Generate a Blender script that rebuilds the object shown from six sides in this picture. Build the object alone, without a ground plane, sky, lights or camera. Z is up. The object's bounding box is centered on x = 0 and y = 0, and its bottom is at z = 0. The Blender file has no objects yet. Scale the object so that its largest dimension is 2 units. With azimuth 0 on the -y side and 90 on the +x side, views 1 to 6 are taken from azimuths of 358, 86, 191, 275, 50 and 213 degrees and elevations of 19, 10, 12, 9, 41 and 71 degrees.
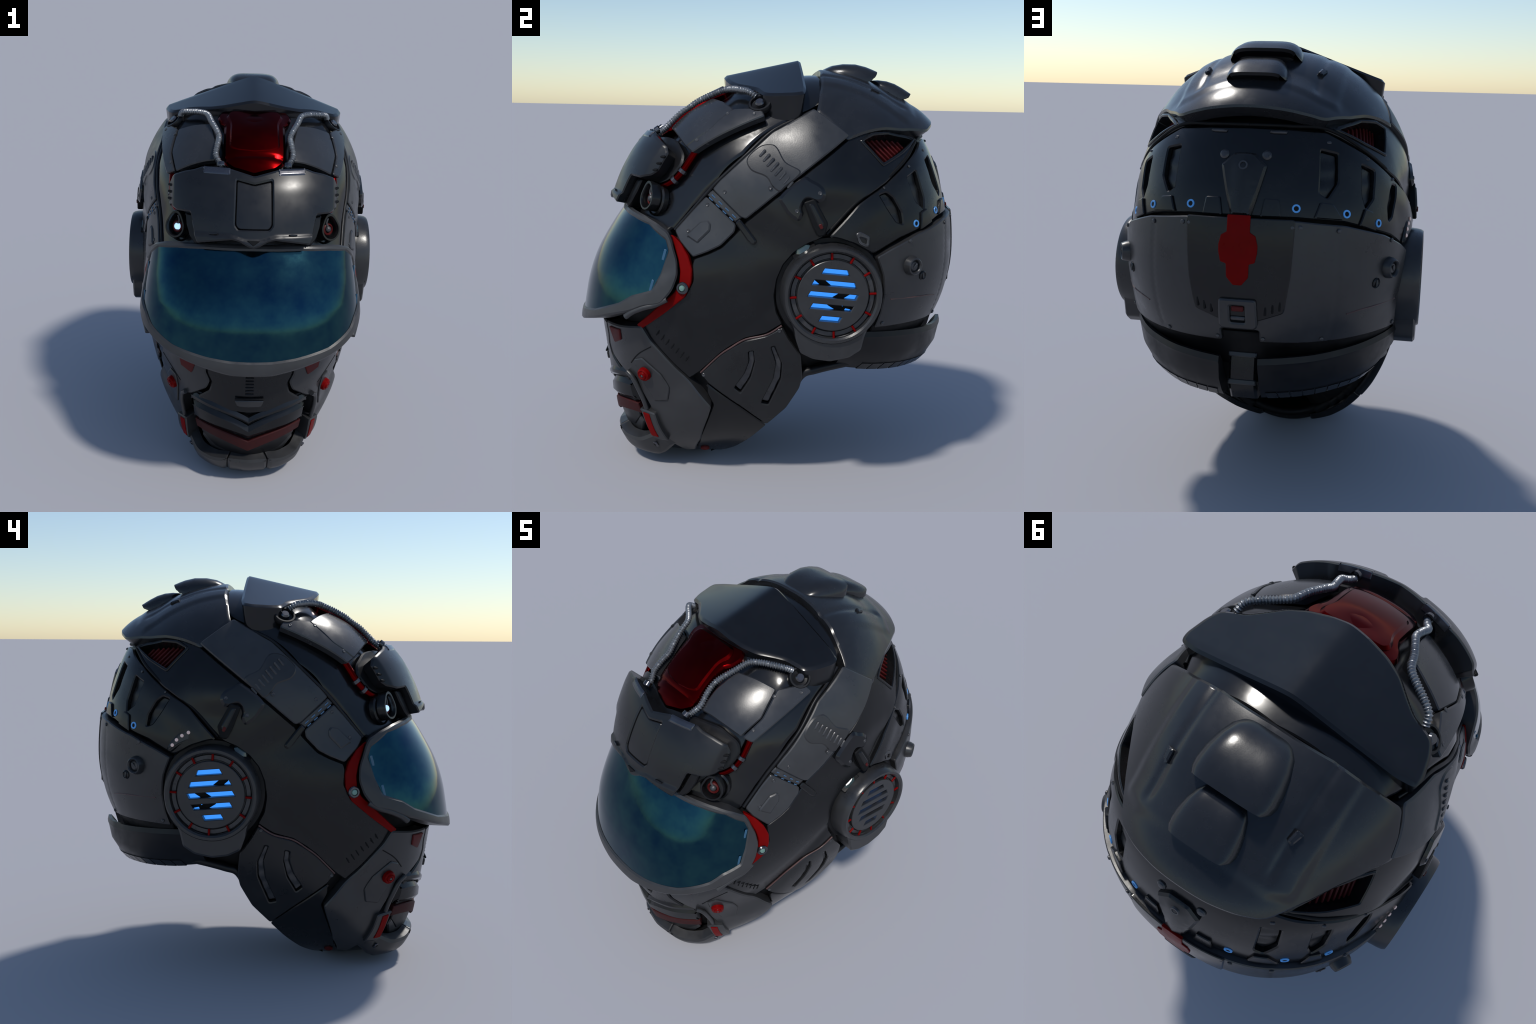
# A futuristic pilot helmet: a dark liner carries separate armour panels, a mirror visor,
# ear pods, a forehead housing with lamps and hoses, a crown blade, a rear cowl and a neck roll.
import bpy, math
import numpy as np
from mathutils import Vector, Matrix
from mathutils.geometry import delaunay_2d_cdt

# ------------------------------------------------------------------ shell form
CY, CZ, W = 0.2, 1.1, 0.626
# direction in the side plane (0 = face, 90 = crown, 180 = nape), midline radius, section power
PROFILE = [(-92, 1.08, 2.0), (-80, 1.12, 2.0), (-67.7, 1.188, 2.0), (-59.4, 1.275, 1.95), (-51.5, 1.345, 1.85),
           (-44, 1.295, 1.8), (-35, 1.17, 2.1), (-27, 1.10, 2.3), (-19, 1.055, 2.4), (-8.5, 1.00, 2.4),
           (1.2, .955, 2.3), (11.9, .915, 2.15), (23, .888, 2.1), (33.7, .866, 2.2), (42.6, .856, 2.3),
           (59.4, .83, 2.4), (75.7, .812, 2.45), (90, .818, 2.4), (107.8, .818, 2.2), (119.7, .804, 2.15),
           (136.6, .768, 2.3), (147.2, .736, 2.3), (159.4, .708, 2.35), (171.9, .694, 2.3), (187.9, .694, 2.3),
           (199.6, .697, 2.3), (211.8, .70, 2.3), (228, .72, 2.4), (245, .80, 2.3), (268, 1.08, 2.0)]
_t, _r, _n = (np.array([p[i] for p in PROFILE], float) for i in range(3))


def spline(t, y, x):
    h = np.diff(t)
    s = np.diff(y) / h
    m = np.empty_like(y)
    m[1:-1] = (s[:-1] * h[1:] + s[1:] * h[:-1]) / (h[1:] + h[:-1])
    m[0] = m[-1] = 0.5 * (s[0] + s[-1])
    i = np.clip(np.searchsorted(t, x) - 1, 0, len(t) - 2)
    u = (x - t[i]) / h[i]
    return ((1 + 2 * u) * (1 - u) ** 2 * y[i] + u * (1 - u) ** 2 * h[i] * m[i]
            + u * u * (3 - 2 * u) * y[i + 1] + u * u * (u - 1) * h[i] * m[i + 1])


def shell(P):
    x, y, z = P[..., 0], P[..., 1], P[..., 2]
    th = np.degrees(np.arctan2(z - CZ, CY - y))
    th = np.where(th < -92, th + 360, th)
    n = spline(_t, _n, th)
    r = np.hypot(y - CY, z - CZ) / spline(_t, _r, th)
    # the temples ahead of the ears are drawn in
    pinch = 1 - .040 * np.exp(-((y + .13) / .20) ** 2 - ((z - 1.12) / .28) ** 2)
    return (np.abs(x) / (W * pinch)) ** n + r ** n - 1


# visor: an elliptic bowl in every horizontal slice
VYS = -.42
_vz = np.array([.5, .70, .745, .848, .966, 1.084, 1.168, 1.276, 1.4])
_vy = np.array([-.915, -.914, -.913, -.900, -.876, -.832, -.785, -.713, -.6])
_vx = np.array([.566, .566, .566, .562, .548, .528, .513, .497, .49])


def visor_front(z):
    return spline(_vz, _vy, z)


def gradient(f, P, e=1e-3):
    g = np.stack([(f(P + d) - f(P - d)) for d in np.eye(3) * e], -1)
    return g / (np.linalg.norm(g, axis=-1, keepdims=True) + 1e-12)


def cast(o, d, f, span, steps=110):
    ts = np.linspace(0, span, steps)
    lo = np.full(len(o), np.nan)
    hi = lo.copy()
    best, bt = np.full(len(o), 1e9), np.zeros(len(o))
    prev = f(o)
    for i in range(1, steps):
        cur = f(o + d * ts[i])
        m = (prev > 0) & (cur <= 0) & np.isnan(lo)
        lo[m], hi[m] = ts[i - 1], ts[i]
        b = cur < best
        best[b], bt[b] = cur[b], ts[i]
        prev = cur
    for _ in range(26):
        mid = (lo + hi) / 2
        v = f(o + d * mid[:, None]) > 0
        lo, hi = np.where(v, mid, lo), np.where(v, hi, mid)
    t = np.where(np.isnan(hi), bt, hi)
    return o + d * t[:, None]


# ------------------------------------------------------------------ mappers: flat outline -> curved form
class Ray:
    """parallel projection on the shell along d; u and v span the drawing plane"""
    def __init__(s, u, v, d):
        s.u, s.v, s.d = (np.array(a, float) / np.linalg.norm(a) for a in (u, v, d))
        s.c = np.array((0, 0, 1.0))

    def flat(s, P):
        P = np.asarray(P, float) - s.c
        return np.stack([P @ s.u, P @ s.v], -1)

    def pos(s, ab):
        o = s.c + ab[:, :1] * s.u + ab[:, 1:] * s.v - 1.7 * s.d
        P = cast(o, np.broadcast_to(s.d, o.shape), shell, 2.2)
        return P, gradient(shell, P)


class Turn:
    """projection towards a vertical axis at y0; sign -1 looks at the face, +1 at the nape"""
    def __init__(s, y0, sign, k=0.6):
        s.y0, s.g, s.k = y0, sign, k

    def flat(s, P):
        P = np.asarray(P, float)
        return np.stack([np.arctan2(P[:, 0], s.g * (P[:, 1] - s.y0)) * s.k, P[:, 2]], -1)

    def pos(s, ab):
        f = ab[:, 0] / s.k
        d = np.stack([-np.sin(f), -s.g * np.cos(f), 0 * f], -1)
        o = np.stack([0 * f, 0 * f + s.y0, ab[:, 1]], -1) - 1.4 * d
        P = cast(o, d, shell, 1.4)
        return P, gradient(shell, P)


class VisorMap:
    """a = swing from the midline in radians * 0.55, b = height"""
    def flat(s, P):
        return np.stack([np.radians(np.asarray(P, float)[:, 0]) * .55, np.asarray(P, float)[:, 1]], -1)

    def at(s, ab):
        f = ab[:, 0] / .55
        m = np.interp(ab[:, 1], [.75, 1.0, 1.25], [2.42, 2.35, 2.12])
        k = (np.abs(np.sin(f)) ** m + np.abs(np.cos(f)) ** m) ** (-1 / m)
        return np.stack([spline(_vz, _vx, ab[:, 1]) * k * np.sin(f), VYS - (VYS - visor_front(ab[:, 1])) * k * np.cos(f), ab[:, 1]], -1)

    def pos(s, ab):
        e = 1e-3
        N = np.cross(s.at(ab + [e, 0]) - s.at(ab - [e, 0]), s.at(ab + [0, e]) - s.at(ab - [0, e]))
        return s.at(ab), N / np.linalg.norm(N, axis=1, keepdims=True)


class Plane:
    """flat sheet: origin + a*u + b*v, raised along n by rise(a, b)"""
    def __init__(s, o, u, v, rise=None):
        s.o, s.u, s.v, s.rise = np.array(o, float), np.array(u, float), np.array(v, float), rise
        s.n = np.cross(s.u, s.v)

    def flat(s, P):
        P = np.asarray(P, float)
        return P if P.shape[1] == 2 else np.stack([(P - s.o) @ s.u, (P - s.o) @ s.v], -1)

    def pos(s, ab):
        P = s.o + ab[:, :1] * s.u + ab[:, 1:] * s.v
        if s.rise is not None:
            P = P + s.rise(ab[:, 0], ab[:, 1])[:, None] * s.n
        return P, np.broadcast_to(s.n, P.shape)


def oblique(d):
    """mapper looking along any direction"""
    d = np.array(d, float) / np.linalg.norm(d)
    u = np.cross(d, (0, 0, 1.0))
    return Ray(u, np.cross(u, d), d)


SIDE = Ray((0, 1, 0), (0, 0, 1), (-1, 0, 0))
BROW = Ray((1, 0, 0), (0, .62, .78), (0, .78, -.62))
CROWN = Ray((1, 0, 0), (0, .8, .6), (0, .6, -.8))
TAIL = Ray((1, 0, 0), (0, -.8, .6), (0, -.6, -.8))
CHIN = Ray((1, 0, 0), (0, -.5, .86), (0, .86, .5))
NAPE = Turn(.2, 1)
FACE = Turn(-.2, -1)
VISOR = VisorMap()


# ------------------------------------------------------------------ outlines
def side(pts):
    return [(0, y, z) for y, z in pts]


def face(pts, y=-.76):
    return [(x, y, z) for x, z in pts]


def both(pts):
    """complete a right half, listed from midline to midline"""
    return list(pts) + [(-p[0],) + tuple(p[1:]) for p in reversed(pts) if abs(p[0]) > 1e-4]


def rounded(p, r):
    p = np.asarray(p, float)
    if r <= 0:
        return p
    out = []
    for i in range(len(p)):
        a, b, c = p[i - 1], p[i], p[(i + 1) % len(p)]
        la, lc = np.linalg.norm(a - b), np.linalg.norm(c - b)
        s, e = b + (a - b) / la * min(r, .45 * la), b + (c - b) / lc * min(r, .45 * lc)
        out += [(1 - t) ** 2 * s + 2 * t * (1 - t) * b + t * t * e for t in np.linspace(0, 1, 5)]
    return np.array(out)


def flowing(p, n=6):
    p = np.asarray(p, float)
    out = []
    for i in range(len(p)):
        a, b, c, d = p[i - 1], p[i], p[(i + 1) % len(p)], p[(i + 2) % len(p)]
        for t in np.arange(n) / n:
            out.append(.5 * (2 * b + (c - a) * t + (2 * a - 5 * b + 4 * c - d) * t * t + (3 * b - a - 3 * c + d) * t ** 3))
    return np.array(out)


def area(p):
    return .5 * np.sum(p[:, 0] * np.roll(p[:, 1], -1) - np.roll(p[:, 0], -1) * p[:, 1])


def resample(p, s):
    q = [p[0]]
    for a, b in zip(p, np.roll(p, -1, 0)):
        l = np.linalg.norm(b - a)
        if l < 1e-5:
            continue
        k = max(1, int(math.ceil(l / s)))
        q += [a + (b - a) * j / k for j in range(1, k + 1)]
    q = np.array(q[:-1])
    keep = np.linalg.norm(q - np.roll(q, 1, 0), axis=1) > s * .12
    return q[keep]


def inset(p, b):
    e = np.roll(p, -1, 0) - p
    e /= np.linalg.norm(e, axis=1, keepdims=True) + 1e-12
    n = np.stack([-e[:, 1], e[:, 0]], -1)
    m = n + np.roll(n, 1, 0)
    m /= np.maximum(np.sum(m * m, 1, keepdims=True) / 2, .35)
    return p + m * b


def inside(p, q):
    a, b = p, np.roll(p, -1, 0)
    hit = np.zeros(len(q), bool)
    for (x0, y0), (x1, y1) in zip(a, b):
        if y0 == y1:
            continue
        c = ((y0 > q[:, 1]) != (y1 > q[:, 1])) & (q[:, 0] < (x1 - x0) * (q[:, 1] - y0) / (y1 - y0) + x0)
        hit ^= c
    return hit


# ------------------------------------------------------------------ mesh helpers
ROOT = bpy.data.objects.new("pilot_helmet", None)
bpy.context.scene.collection.objects.link(ROOT)
ROOT["label"] = "dark futuristic pilot helmet with blue mirror visor and red accents"
ROOT["category"] = "helmet"


def make(name, verts, faces, mat, parent=None, angle=32):
    me = bpy.data.meshes.new(name)
    me.from_pydata([tuple(map(float, v)) for v in verts], [], [tuple(int(i) for i in f) for f in faces])
    me.update()
    me.polygons.foreach_set("use_smooth", [True] * len(me.polygons))
    me.set_sharp_from_angle(angle=math.radians(angle))
    ob = bpy.data.objects.new(name, me)
    bpy.context.scene.collection.objects.link(ob)
    ob.parent = parent or ROOT
    if mat:
        me.materials.append(mat)
    return ob


def mirrored(ob, parent=None, mat=None):
    """the matching part on the other side"""
    me = ob.data
    v = np.array([tuple(q.co) for q in me.vertices]) * [-1, 1, 1]
    return make(ob.name.split(".")[0], v, [tuple(reversed(p.vertices)) for p in me.polygons],
                mat or me.materials[0], parent or ob.parent)


def pair(ob):
    return ob, mirrored(ob)


def panel(name, pts, mp, mat, h=.006, depth=.03, bevel=.005, r=.01, holes=(), hole_depth=None, relief=None,
          spacing=.014, flow=False, parent=None, is_flat=False, taper=0.0, cap=False, sides=0):
    """armour plate: outline on a mapper, raised by h, chamfered rim, walls of the given depth"""
    loops = []
    for k, pl in enumerate([pts] + list(holes)):
        p = np.asarray(pl, float) if is_flat else mp.flat(pl)
        p = flowing(p) if flow and k == 0 else rounded(p, r if k == 0 else min(r, .008))
        p = resample(p, spacing if k == 0 else spacing * .8)
        if (area(p) > 0) != (k == 0):
            p = p[::-1]
        loops.append(p)
    rims = [inset(p, bevel) for p in loops]
    tops = [inset(p, min(.004, bevel * .8)) for p in rims]
    lo, hi = loops[0].min(0), loops[0].max(0)
    gx, gy = np.meshgrid(np.arange(lo[0], hi[0], spacing), np.arange(lo[1], hi[1], spacing * .87))
    gx[1::2] += spacing / 2
    g = np.stack([gx.ravel(), gy.ravel()], -1)
    ok = inside(tops[0], g)
    for t in tops[1:]:
        ok &= ~inside(t, g)
    g = g[ok]
    rim = np.concatenate(tops)
    if len(g):
        d = np.min(np.sum((g[:, None] - rim[None]) ** 2, -1), 1)
        g = g[d > (spacing * .55) ** 2]
    pts2 = np.concatenate([rim, g]) if len(g) else rim
    edges, k = [], 0
    for t in tops:
        edges += [(k + i, k + (i + 1) % len(t)) for i in range(len(t))]
        k += len(t)
    ov, _, of, orig, _, _ = delaunay_2d_cdt([Vector(q) for q in pts2], edges, [], 0, 1e-6)
    new = {}
    for i, src in enumerate(orig):
        for j in src:
            new[j] = i
    ab = np.array([tuple(q) for q in ov])
    tri = np.array([f for f in of if len(f) == 3])
    cen = ab[tri].mean(1)
    ok = inside(tops[0], cen)
    for t in tops[1:]:
        ok &= ~inside(t, cen)
    tri = tri[ok]
    P, N = mp.pos(ab)
    hh = np.full(len(ab), h) if not callable(h) else h(P)
    if relief is not None:
        hh = hh + relief(ab, P)
    V = list(P + N * hh[:, None])
    Fs = [tuple(t) for t in tri]
    k = 0
    for j, (L, t) in enumerate(zip(loops, tops)):
        n = len(L)
        P1, N1 = mp.pos(L)
        h1 = np.full(n, h) if not callable(h) else h(P1)
        if relief is not None:
            h1 = h1 + relief(L, P1)
        dp = depth if j == 0 else (hole_depth or depth)
        P0, N0 = mp.pos(rims[j])
        h0 = np.full(n, h) if not callable(h) else h(P0)
        if relief is not None:
            h0 = h0 + relief(rims[j], P0)
        i0 = len(V)
        V += list(P0 + N0 * h0[:, None])
        i1 = len(V)
        V += list(P1 + N1 * (h1 - bevel * .8)[:, None])
        i2 = len(V)
        if taper and j == 0:
            P1, N1 = mp.pos(inset(L, taper))
        V += list(P1 + N1 * (h1 - dp)[:, None])
        for i in range(n):
            a, b = i, (i + 1) % n
            Fs.append((new[k + a], i0 + a, i0 + b, new[k + b]))
            Fs.append((i0 + a, i1 + a, i1 + b, i0 + b))
            Fs.append((i1 + a, i2 + a, i2 + b, i1 + b))
        if j == 0 and cap:
            Fs.append(tuple(i2 + a for a in range(n - 1, -1, -1)))
        k += n
    V = np.array(V)
    a, b, c = V[tri[:, 0]], V[tri[:, 1]], V[tri[:, 2]]
    if np.sum(np.cross(b - a, c - a) * N[tri[:, 0]]) < 0:
        Fs = [tuple(reversed(f)) for f in Fs]
    return make(name, V, Fs, mat, parent)


def catmull(p, n=8):
    p = np.asarray(p, float)
    q = np.concatenate([[2 * p[0] - p[1]], p, [2 * p[-1] - p[-2]]])
    out = []
    for i in range(1, len(q) - 2):
        a, b, c, d = q[i - 1], q[i], q[i + 1], q[i + 2]
        for t in np.arange(n) / n:
            out.append(.5 * (2 * b + (c - a) * t + (2 * a - 5 * b + 4 * c - d) * t * t + (3 * b - a - 3 * c + d) * t ** 3))
    return np.array(out + [p[-1]])


def even(p, s):
    l = np.concatenate([[0], np.cumsum(np.linalg.norm(np.diff(p, axis=0), axis=1))])
    k = max(2, int(round(l[-1] / s)) + 1)
    t = np.linspace(0, l[-1], k)
    return np.stack([np.interp(t, l, p[:, i]) for i in range(3)], -1), t


def tube(name, pts, radius, mat, parent=None, segs=14, step=.006, squash=1.0):
    """round bar along a curve; radius may be a function of arc length"""
    p, t = even(catmull(pts), step)
    rad = radius(t, t[-1]) if callable(radius) else np.full(len(p), radius)
    T = np.gradient(p, axis=0)
    T /= np.linalg.norm(T, axis=1, keepdims=True)
    u = np.cross(T[0], (0.3, .2, 1))
    V, Fs = [], []
    for i in range(len(p)):
        u = u - T[i] * (u @ T[i])
        u /= np.linalg.norm(u)
        w = np.cross(T[i], u)
        for k in range(segs):
            f = 2 * math.pi * k / segs
            V.append(p[i] + rad[i] * (math.cos(f) * u + squash * math.sin(f) * w))
    for i in range(len(p) - 1):
        for k in range(segs):
            a, b = i * segs + k, i * segs + (k + 1) % segs
            Fs.append((a, b, b + segs, a + segs))
    Fs.append(tuple(range(segs - 1, -1, -1)))
    Fs.append(tuple((len(p) - 1) * segs + k for k in range(segs)))
    return make(name, V, Fs, mat, parent, angle=50)


def lathe(name, prof, o, axis, mat, parent=None, segs=48, closed=False, angle=30):
    """turned part: (radius, height) profile about an axis"""
    ax = np.array(axis, float)
    ax /= np.linalg.norm(ax)
    u = np.cross(ax, (0, 0, 1) if abs(ax[2]) < .9 else (0, 1, 0))
    u /= np.linalg.norm(u)
    w = np.cross(ax, u)
    o = np.array(o, float)
    V, Fs = [], []
    for r, z in prof:
        for k in range(segs):
            f = 2 * math.pi * k / segs
            V.append(o + ax * z + max(r, 1e-4) * (math.cos(f) * u + math.sin(f) * w))
    m = len(prof)
    for i in range(m if closed else m - 1):
        j = (i + 1) % m
        for k in range(segs):
            a, b = k, (k + 1) % segs
            Fs.append((i * segs + a, i * segs + b, j * segs + b, j * segs + a))
    return make(name, V, Fs, mat, parent, angle)


def block(name, o, size, axes, mat, parent=None, bevel=.004):
    """chamfered box; axes = (u, v, n) directions, size = full lengths, o = centre"""
    u = np.array(axes[0], float)
    u /= np.linalg.norm(u)
    n = np.array(axes[1], float)
    n = n - u * (n @ u)
    n /= np.linalg.norm(n)
    v = np.cross(n, u)
    b = min(bevel, min(size) * .3)
    V, Fs = [], []
    for s, k in ((b, -1), (0, -1), (0, 1), (b, 1)):
        zz = size[2] / 2 * k - (b * k if s == 0 else 0)
        for x, y in ((-1, -1), (1, -1), (1, 1), (-1, 1)):
            for dx, dy in (((b, 0), (0, b)) if x * y < 0 else ((0, b), (b, 0))):
                V.append(np.array(o) + u * x * (size[0] / 2 - dx - s) + v * y * (size[1] / 2 - dy - s) + n * zz)
    order = []
    for lev in range(4):
        q = np.array(V[lev * 8:lev * 8 + 8]) - np.array(o)
        ang = np.arctan2(q @ v, q @ u)
        order.append([lev * 8 + int(i) for i in np.argsort(ang)])
    for l in range(3):
        for i in range(8):
            j = (i + 1) % 8
            Fs.append((order[l][i], order[l][j], order[l + 1][j], order[l + 1][i]))
    Fs.append(tuple(reversed(order[0])))
    Fs.append(tuple(order[3]))
    return make(name, V, Fs, mat, parent)


def loft(name, rings, mat, parent=None, closed=True, caps=True, angle=35):
    m = len(rings[0])
    V = [v for r in rings for v in r]
    Fs = []
    for i in range(len(rings) - 1):
        for k in range(m if closed else m - 1):
            a, b = i * m + k, i * m + (k + 1) % m
            Fs.append((a, b, b + m, a + m))
    if caps:
        Fs += [tuple(range(m - 1, -1, -1)), tuple((len(rings) - 1) * m + k for k in range(m))]
    ob = make(name, V, Fs, mat, parent, angle)
    import bmesh
    bm = bmesh.new()
    bm.from_mesh(ob.data)
    bmesh.ops.recalc_face_normals(bm, faces=bm.faces)
    bm.to_mesh(ob.data)
    bm.free()
    ob.data.set_sharp_from_angle(angle=math.radians(angle))
    return ob


def on_shell(mp, p3, lift=0.0):
    P, N = mp.pos(mp.flat([p3]))
    return P[0] + N[0] * lift, N[0]


def lower(p):
    """pull a drawn-at-height outline point back on to the shell so that it maps straight"""
    P = np.array(p, float)
    for _ in range(12):
        N = gradient(shell, P[None])[0]
        F = shell(P[None])[0]
        g = (shell((P + N * 1e-3)[None])[0] - F) / 1e-3
        P = P - N * F / g
    return tuple(P)


# ------------------------------------------------------------------ materials
def material(name, col, rough, metal=0.0, vary=.25, scale=9.0, coat=0.0, grain=0.0, grain_scale=160, spots=None, emit=None, spec=.5):
    m = bpy.data.materials.new(name)
    m.use_nodes = True
    nt = m.node_tree
    b = nt.nodes["Principled BSDF"]
    L = nt.links.new
    tc = nt.nodes.new("ShaderNodeTexCoord")
    no = nt.nodes.new("ShaderNodeTexNoise")
    no.inputs["Scale"].default_value = scale
    no.inputs["Detail"].default_value = 7
    no.inputs["Roughness"].default_value = .62
    L(tc.outputs["Object"], no.inputs["Vector"])
    ramp = nt.nodes.new("ShaderNodeValToRGB")
    ramp.color_ramp.elements[0].position, ramp.color_ramp.elements[1].position = .3, .72
    ramp.color_ramp.elements[0].color = (*[c * (1 - vary) for c in col], 1)
    ramp.color_ramp.elements[1].color = (*[c * (1 + vary) for c in col], 1)
    L(no.outputs["Fac"], ramp.inputs["Fac"])
    out = ramp.outputs["Color"]
    if spots:
        n2 = nt.nodes.new("ShaderNodeTexNoise")
        n2.inputs["Scale"].default_value = 55
        n2.inputs["Detail"].default_value = 5
        L(tc.outputs["Object"], n2.inputs["Vector"])
        r2 = nt.nodes.new("ShaderNodeValToRGB")
        r2.color_ramp.elements[0].position, r2.color_ramp.elements[1].position = .62, .74
        L(n2.outputs["Fac"], r2.inputs["Fac"])
        mx = nt.nodes.new("ShaderNodeMix")
        mx.data_type = "RGBA"
        L(r2.outputs["Color"], mx.inputs["Factor"])
        L(out, mx.inputs["A"])
        mx.inputs["B"].default_value = (*spots, 1)
        out = mx.outputs["Result"]
    L(out, b.inputs["Base Color"])
    mr = nt.nodes.new("ShaderNodeMapRange")
    mr.inputs["From Min"].default_value, mr.inputs["From Max"].default_value = .3, .7
    mr.inputs["To Min"].default_value = rough * .72
    mr.inputs["To Max"].default_value = min(1, rough * 1.35)
    L(no.outputs["Fac"], mr.inputs["Value"])
    L(mr.outputs["Result"], b.inputs["Roughness"])
    b.inputs["Metallic"].default_value = metal
    b.inputs["Coat Weight"].default_value = coat
    b.inputs["Coat Roughness"].default_value = .12
    b.inputs["Specular IOR Level"].default_value = spec
    if grain:
        n3 = nt.nodes.new("ShaderNodeTexNoise")
        n3.inputs["Scale"].default_value = grain_scale
        n3.inputs["Detail"].default_value = 3
        L(tc.outputs["Object"], n3.inputs["Vector"])
        bu = nt.nodes.new("ShaderNodeBump")
        bu.inputs["Strength"].default_value = grain
        bu.inputs["Distance"].default_value = .002
        L(n3.outputs["Fac"], bu.inputs["Height"])
        L(bu.outputs["Normal"], b.inputs["Normal"])
    if emit:
        b.inputs["Emission Color"].default_value = (*emit[:3], 1)
        b.inputs["Emission Strength"].default_value = emit[3]
    return m


GLOSS = material("glossy_black_armour", (.0062, .0066, .0078), .18, vary=.2, scale=5, spec=.40)
DARK = material("dark_satin_armour", (.0065, .0068, .0076), .24, vary=.25, scale=6, grain=.05, spec=.34)
GREY = material("grey_matt_armour", (.031, .032, .0345), .36, vary=.16, scale=7, grain=.10, spots=(.027, .028, .030))
MID = material("worn_grey_armour", (.023, .023, .0243), .34, vary=.18, scale=8, grain=.12, spots=(.017, .017, .018))
COWL = material("cowl_armour", (.0145, .0152, .0172), .24, vary=.18, scale=6, grain=.04)
PLATE = material("polished_plate", (.026, .027, .030), .24, vary=.15, scale=6, grain=.03)
JAW = material("dark_jaw_armour", (.0115, .0117, .0125), .30, vary=.2, scale=7, grain=.1, spec=.36)
MESH = material("red_mesh", (.040, .0065, .0065), .6, vary=.6, scale=220, spec=.2)
HOUSING = material("housing_armour", (.0085, .0089, .0102), .30, vary=.2, scale=5, spec=.42)
BLACK = material("black_liner", (.003, .003, .0035), .6, spec=.2)
RUBBER = material("black_rubber", (.005, .005, .006), .40, spec=.3)
FRAME = material("visor_frame", (.030, .030, .0315), .38, vary=.15, grain=.1)
RED = material("red_paint", (.15, .0012, .0012), .35, vary=.12, spec=.06)
GLASSRED = material("red_lacquer", (.085, .0010, .0013), .17, metal=1.0, vary=.3, scale=4)
REDDARK = material("dull_red", (.075, .006, .006), .5, vary=.3, spec=.2)
STEEL = material("steel_hose", (.20, .208, .22), .34, metal=.7, vary=.15)
CHROME = material("dark_chrome", (.10, .10, .11), .22, metal=.9)
LENS = material("lens_glass", (.03, .05, .05), .08, coat=1)
SILVER = material("worn_steel", (.05, .05, .053), .35, metal=.3, vary=.3, scale=40)
GLOW = material("blue_light", (.02, .2, .6), .4, emit=(.045, .30, 1.0, .95))
LAMP = material("white_blue_lamp", (.3, .5, .8), .4, emit=(.45, .70, 1.0, 1.1))
RING = material("blue_ring_light", (.05, .2, .45), .4, emit=(.05, .22, .60, .26))
DASH = material("dim_blue_light", (.04, .10, .19), .4, emit=(.05, .13, .26, .15))
DOT = material("pink_white_light", (.5, .4, .38), .4, emit=(.8, .6, .58, .15))
EDGE = material("visor_edge_blue", (.02, .07, .13), .3, emit=(.02, .09, .17, .15))
SEAM = material("copper_seam", (.075, .036, .033), .45, vary=.3)
VIS = material("blue_mirror_visor", (.012, .042, .066), .11, metal=1.0, vary=.35, scale=8)
_e = next(n for n in VIS.node_tree.nodes if n.type == "VALTORGB").color_ramp.elements
_e[0].color, _e[1].color = (.009, .037, .070, 1), (.023, .076, .090, 1)

# ------------------------------------------------------------------ liner
def neck_edge(y):
    return np.interp(y, [-.6, -.32, -.23, -.016, .07, .13, .2, .32, .5, .62, 1.2], [-.1, -.02, .03, .29, .40, .54, .575, .60, .60, .62, .64])


def liner():
    nt, ns = 260, 120
    th = np.linspace(-91.9, 267.9, nt)
    s = np.linspace(-math.pi / 2 + 1e-3, math.pi / 2 - 1e-3, ns)
    T, S = np.meshgrid(th, s, indexing="ij")
    n, R = spline(_t, _n, T), spline(_t, _r, T) - .045
    x = (W - .045) * np.sign(np.sin(S)) * np.abs(np.sin(S)) ** (2 / n)
    r = R * np.abs(np.cos(S)) ** (2 / n)
    a = np.radians(T)
    V = np.stack([x, CY - r * np.cos(a), CZ + r * np.sin(a)], -1).reshape(-1, 3)
    V[:, 0] *= 1 - .045 * np.exp(-((V[:, 1] + .13) / .20) ** 2 - ((V[:, 2] - 1.12) / .28) ** 2)
    Fs = []
    for i in range(nt):
        for j in range(ns - 1):
            k = (i + 1) % nt
            q = (i * ns + j, i * ns + j + 1, k * ns + j + 1, k * ns + j)
            c = V[list(q)].mean(0)
            if c[2] > neck_edge(c[1]) + .01:
                Fs.append(q)
    ob = make("liner", V, Fs, BLACK)
    md = ob.modifiers.new("thick", "SOLIDIFY")
    md.thickness, md.offset = .03, -1
    dg = bpy.context.evaluated_depsgraph_get()
    me = bpy.data.meshes.new_from_object(ob.evaluated_get(dg))
    ob.modifiers.clear()
    ob.data = me
    return ob


liner()

# ------------------------------------------------------------------ side armour (right side drawn, left mirrored)
def ease(v, a, b):
    t = np.clip((v - a) / (b - a), 0, 1)
    return t * t * (3 - 2 * t)


def temple_h(P):
    return .012 + .022 * ease(P[:, 1], -.02, .22)


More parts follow.
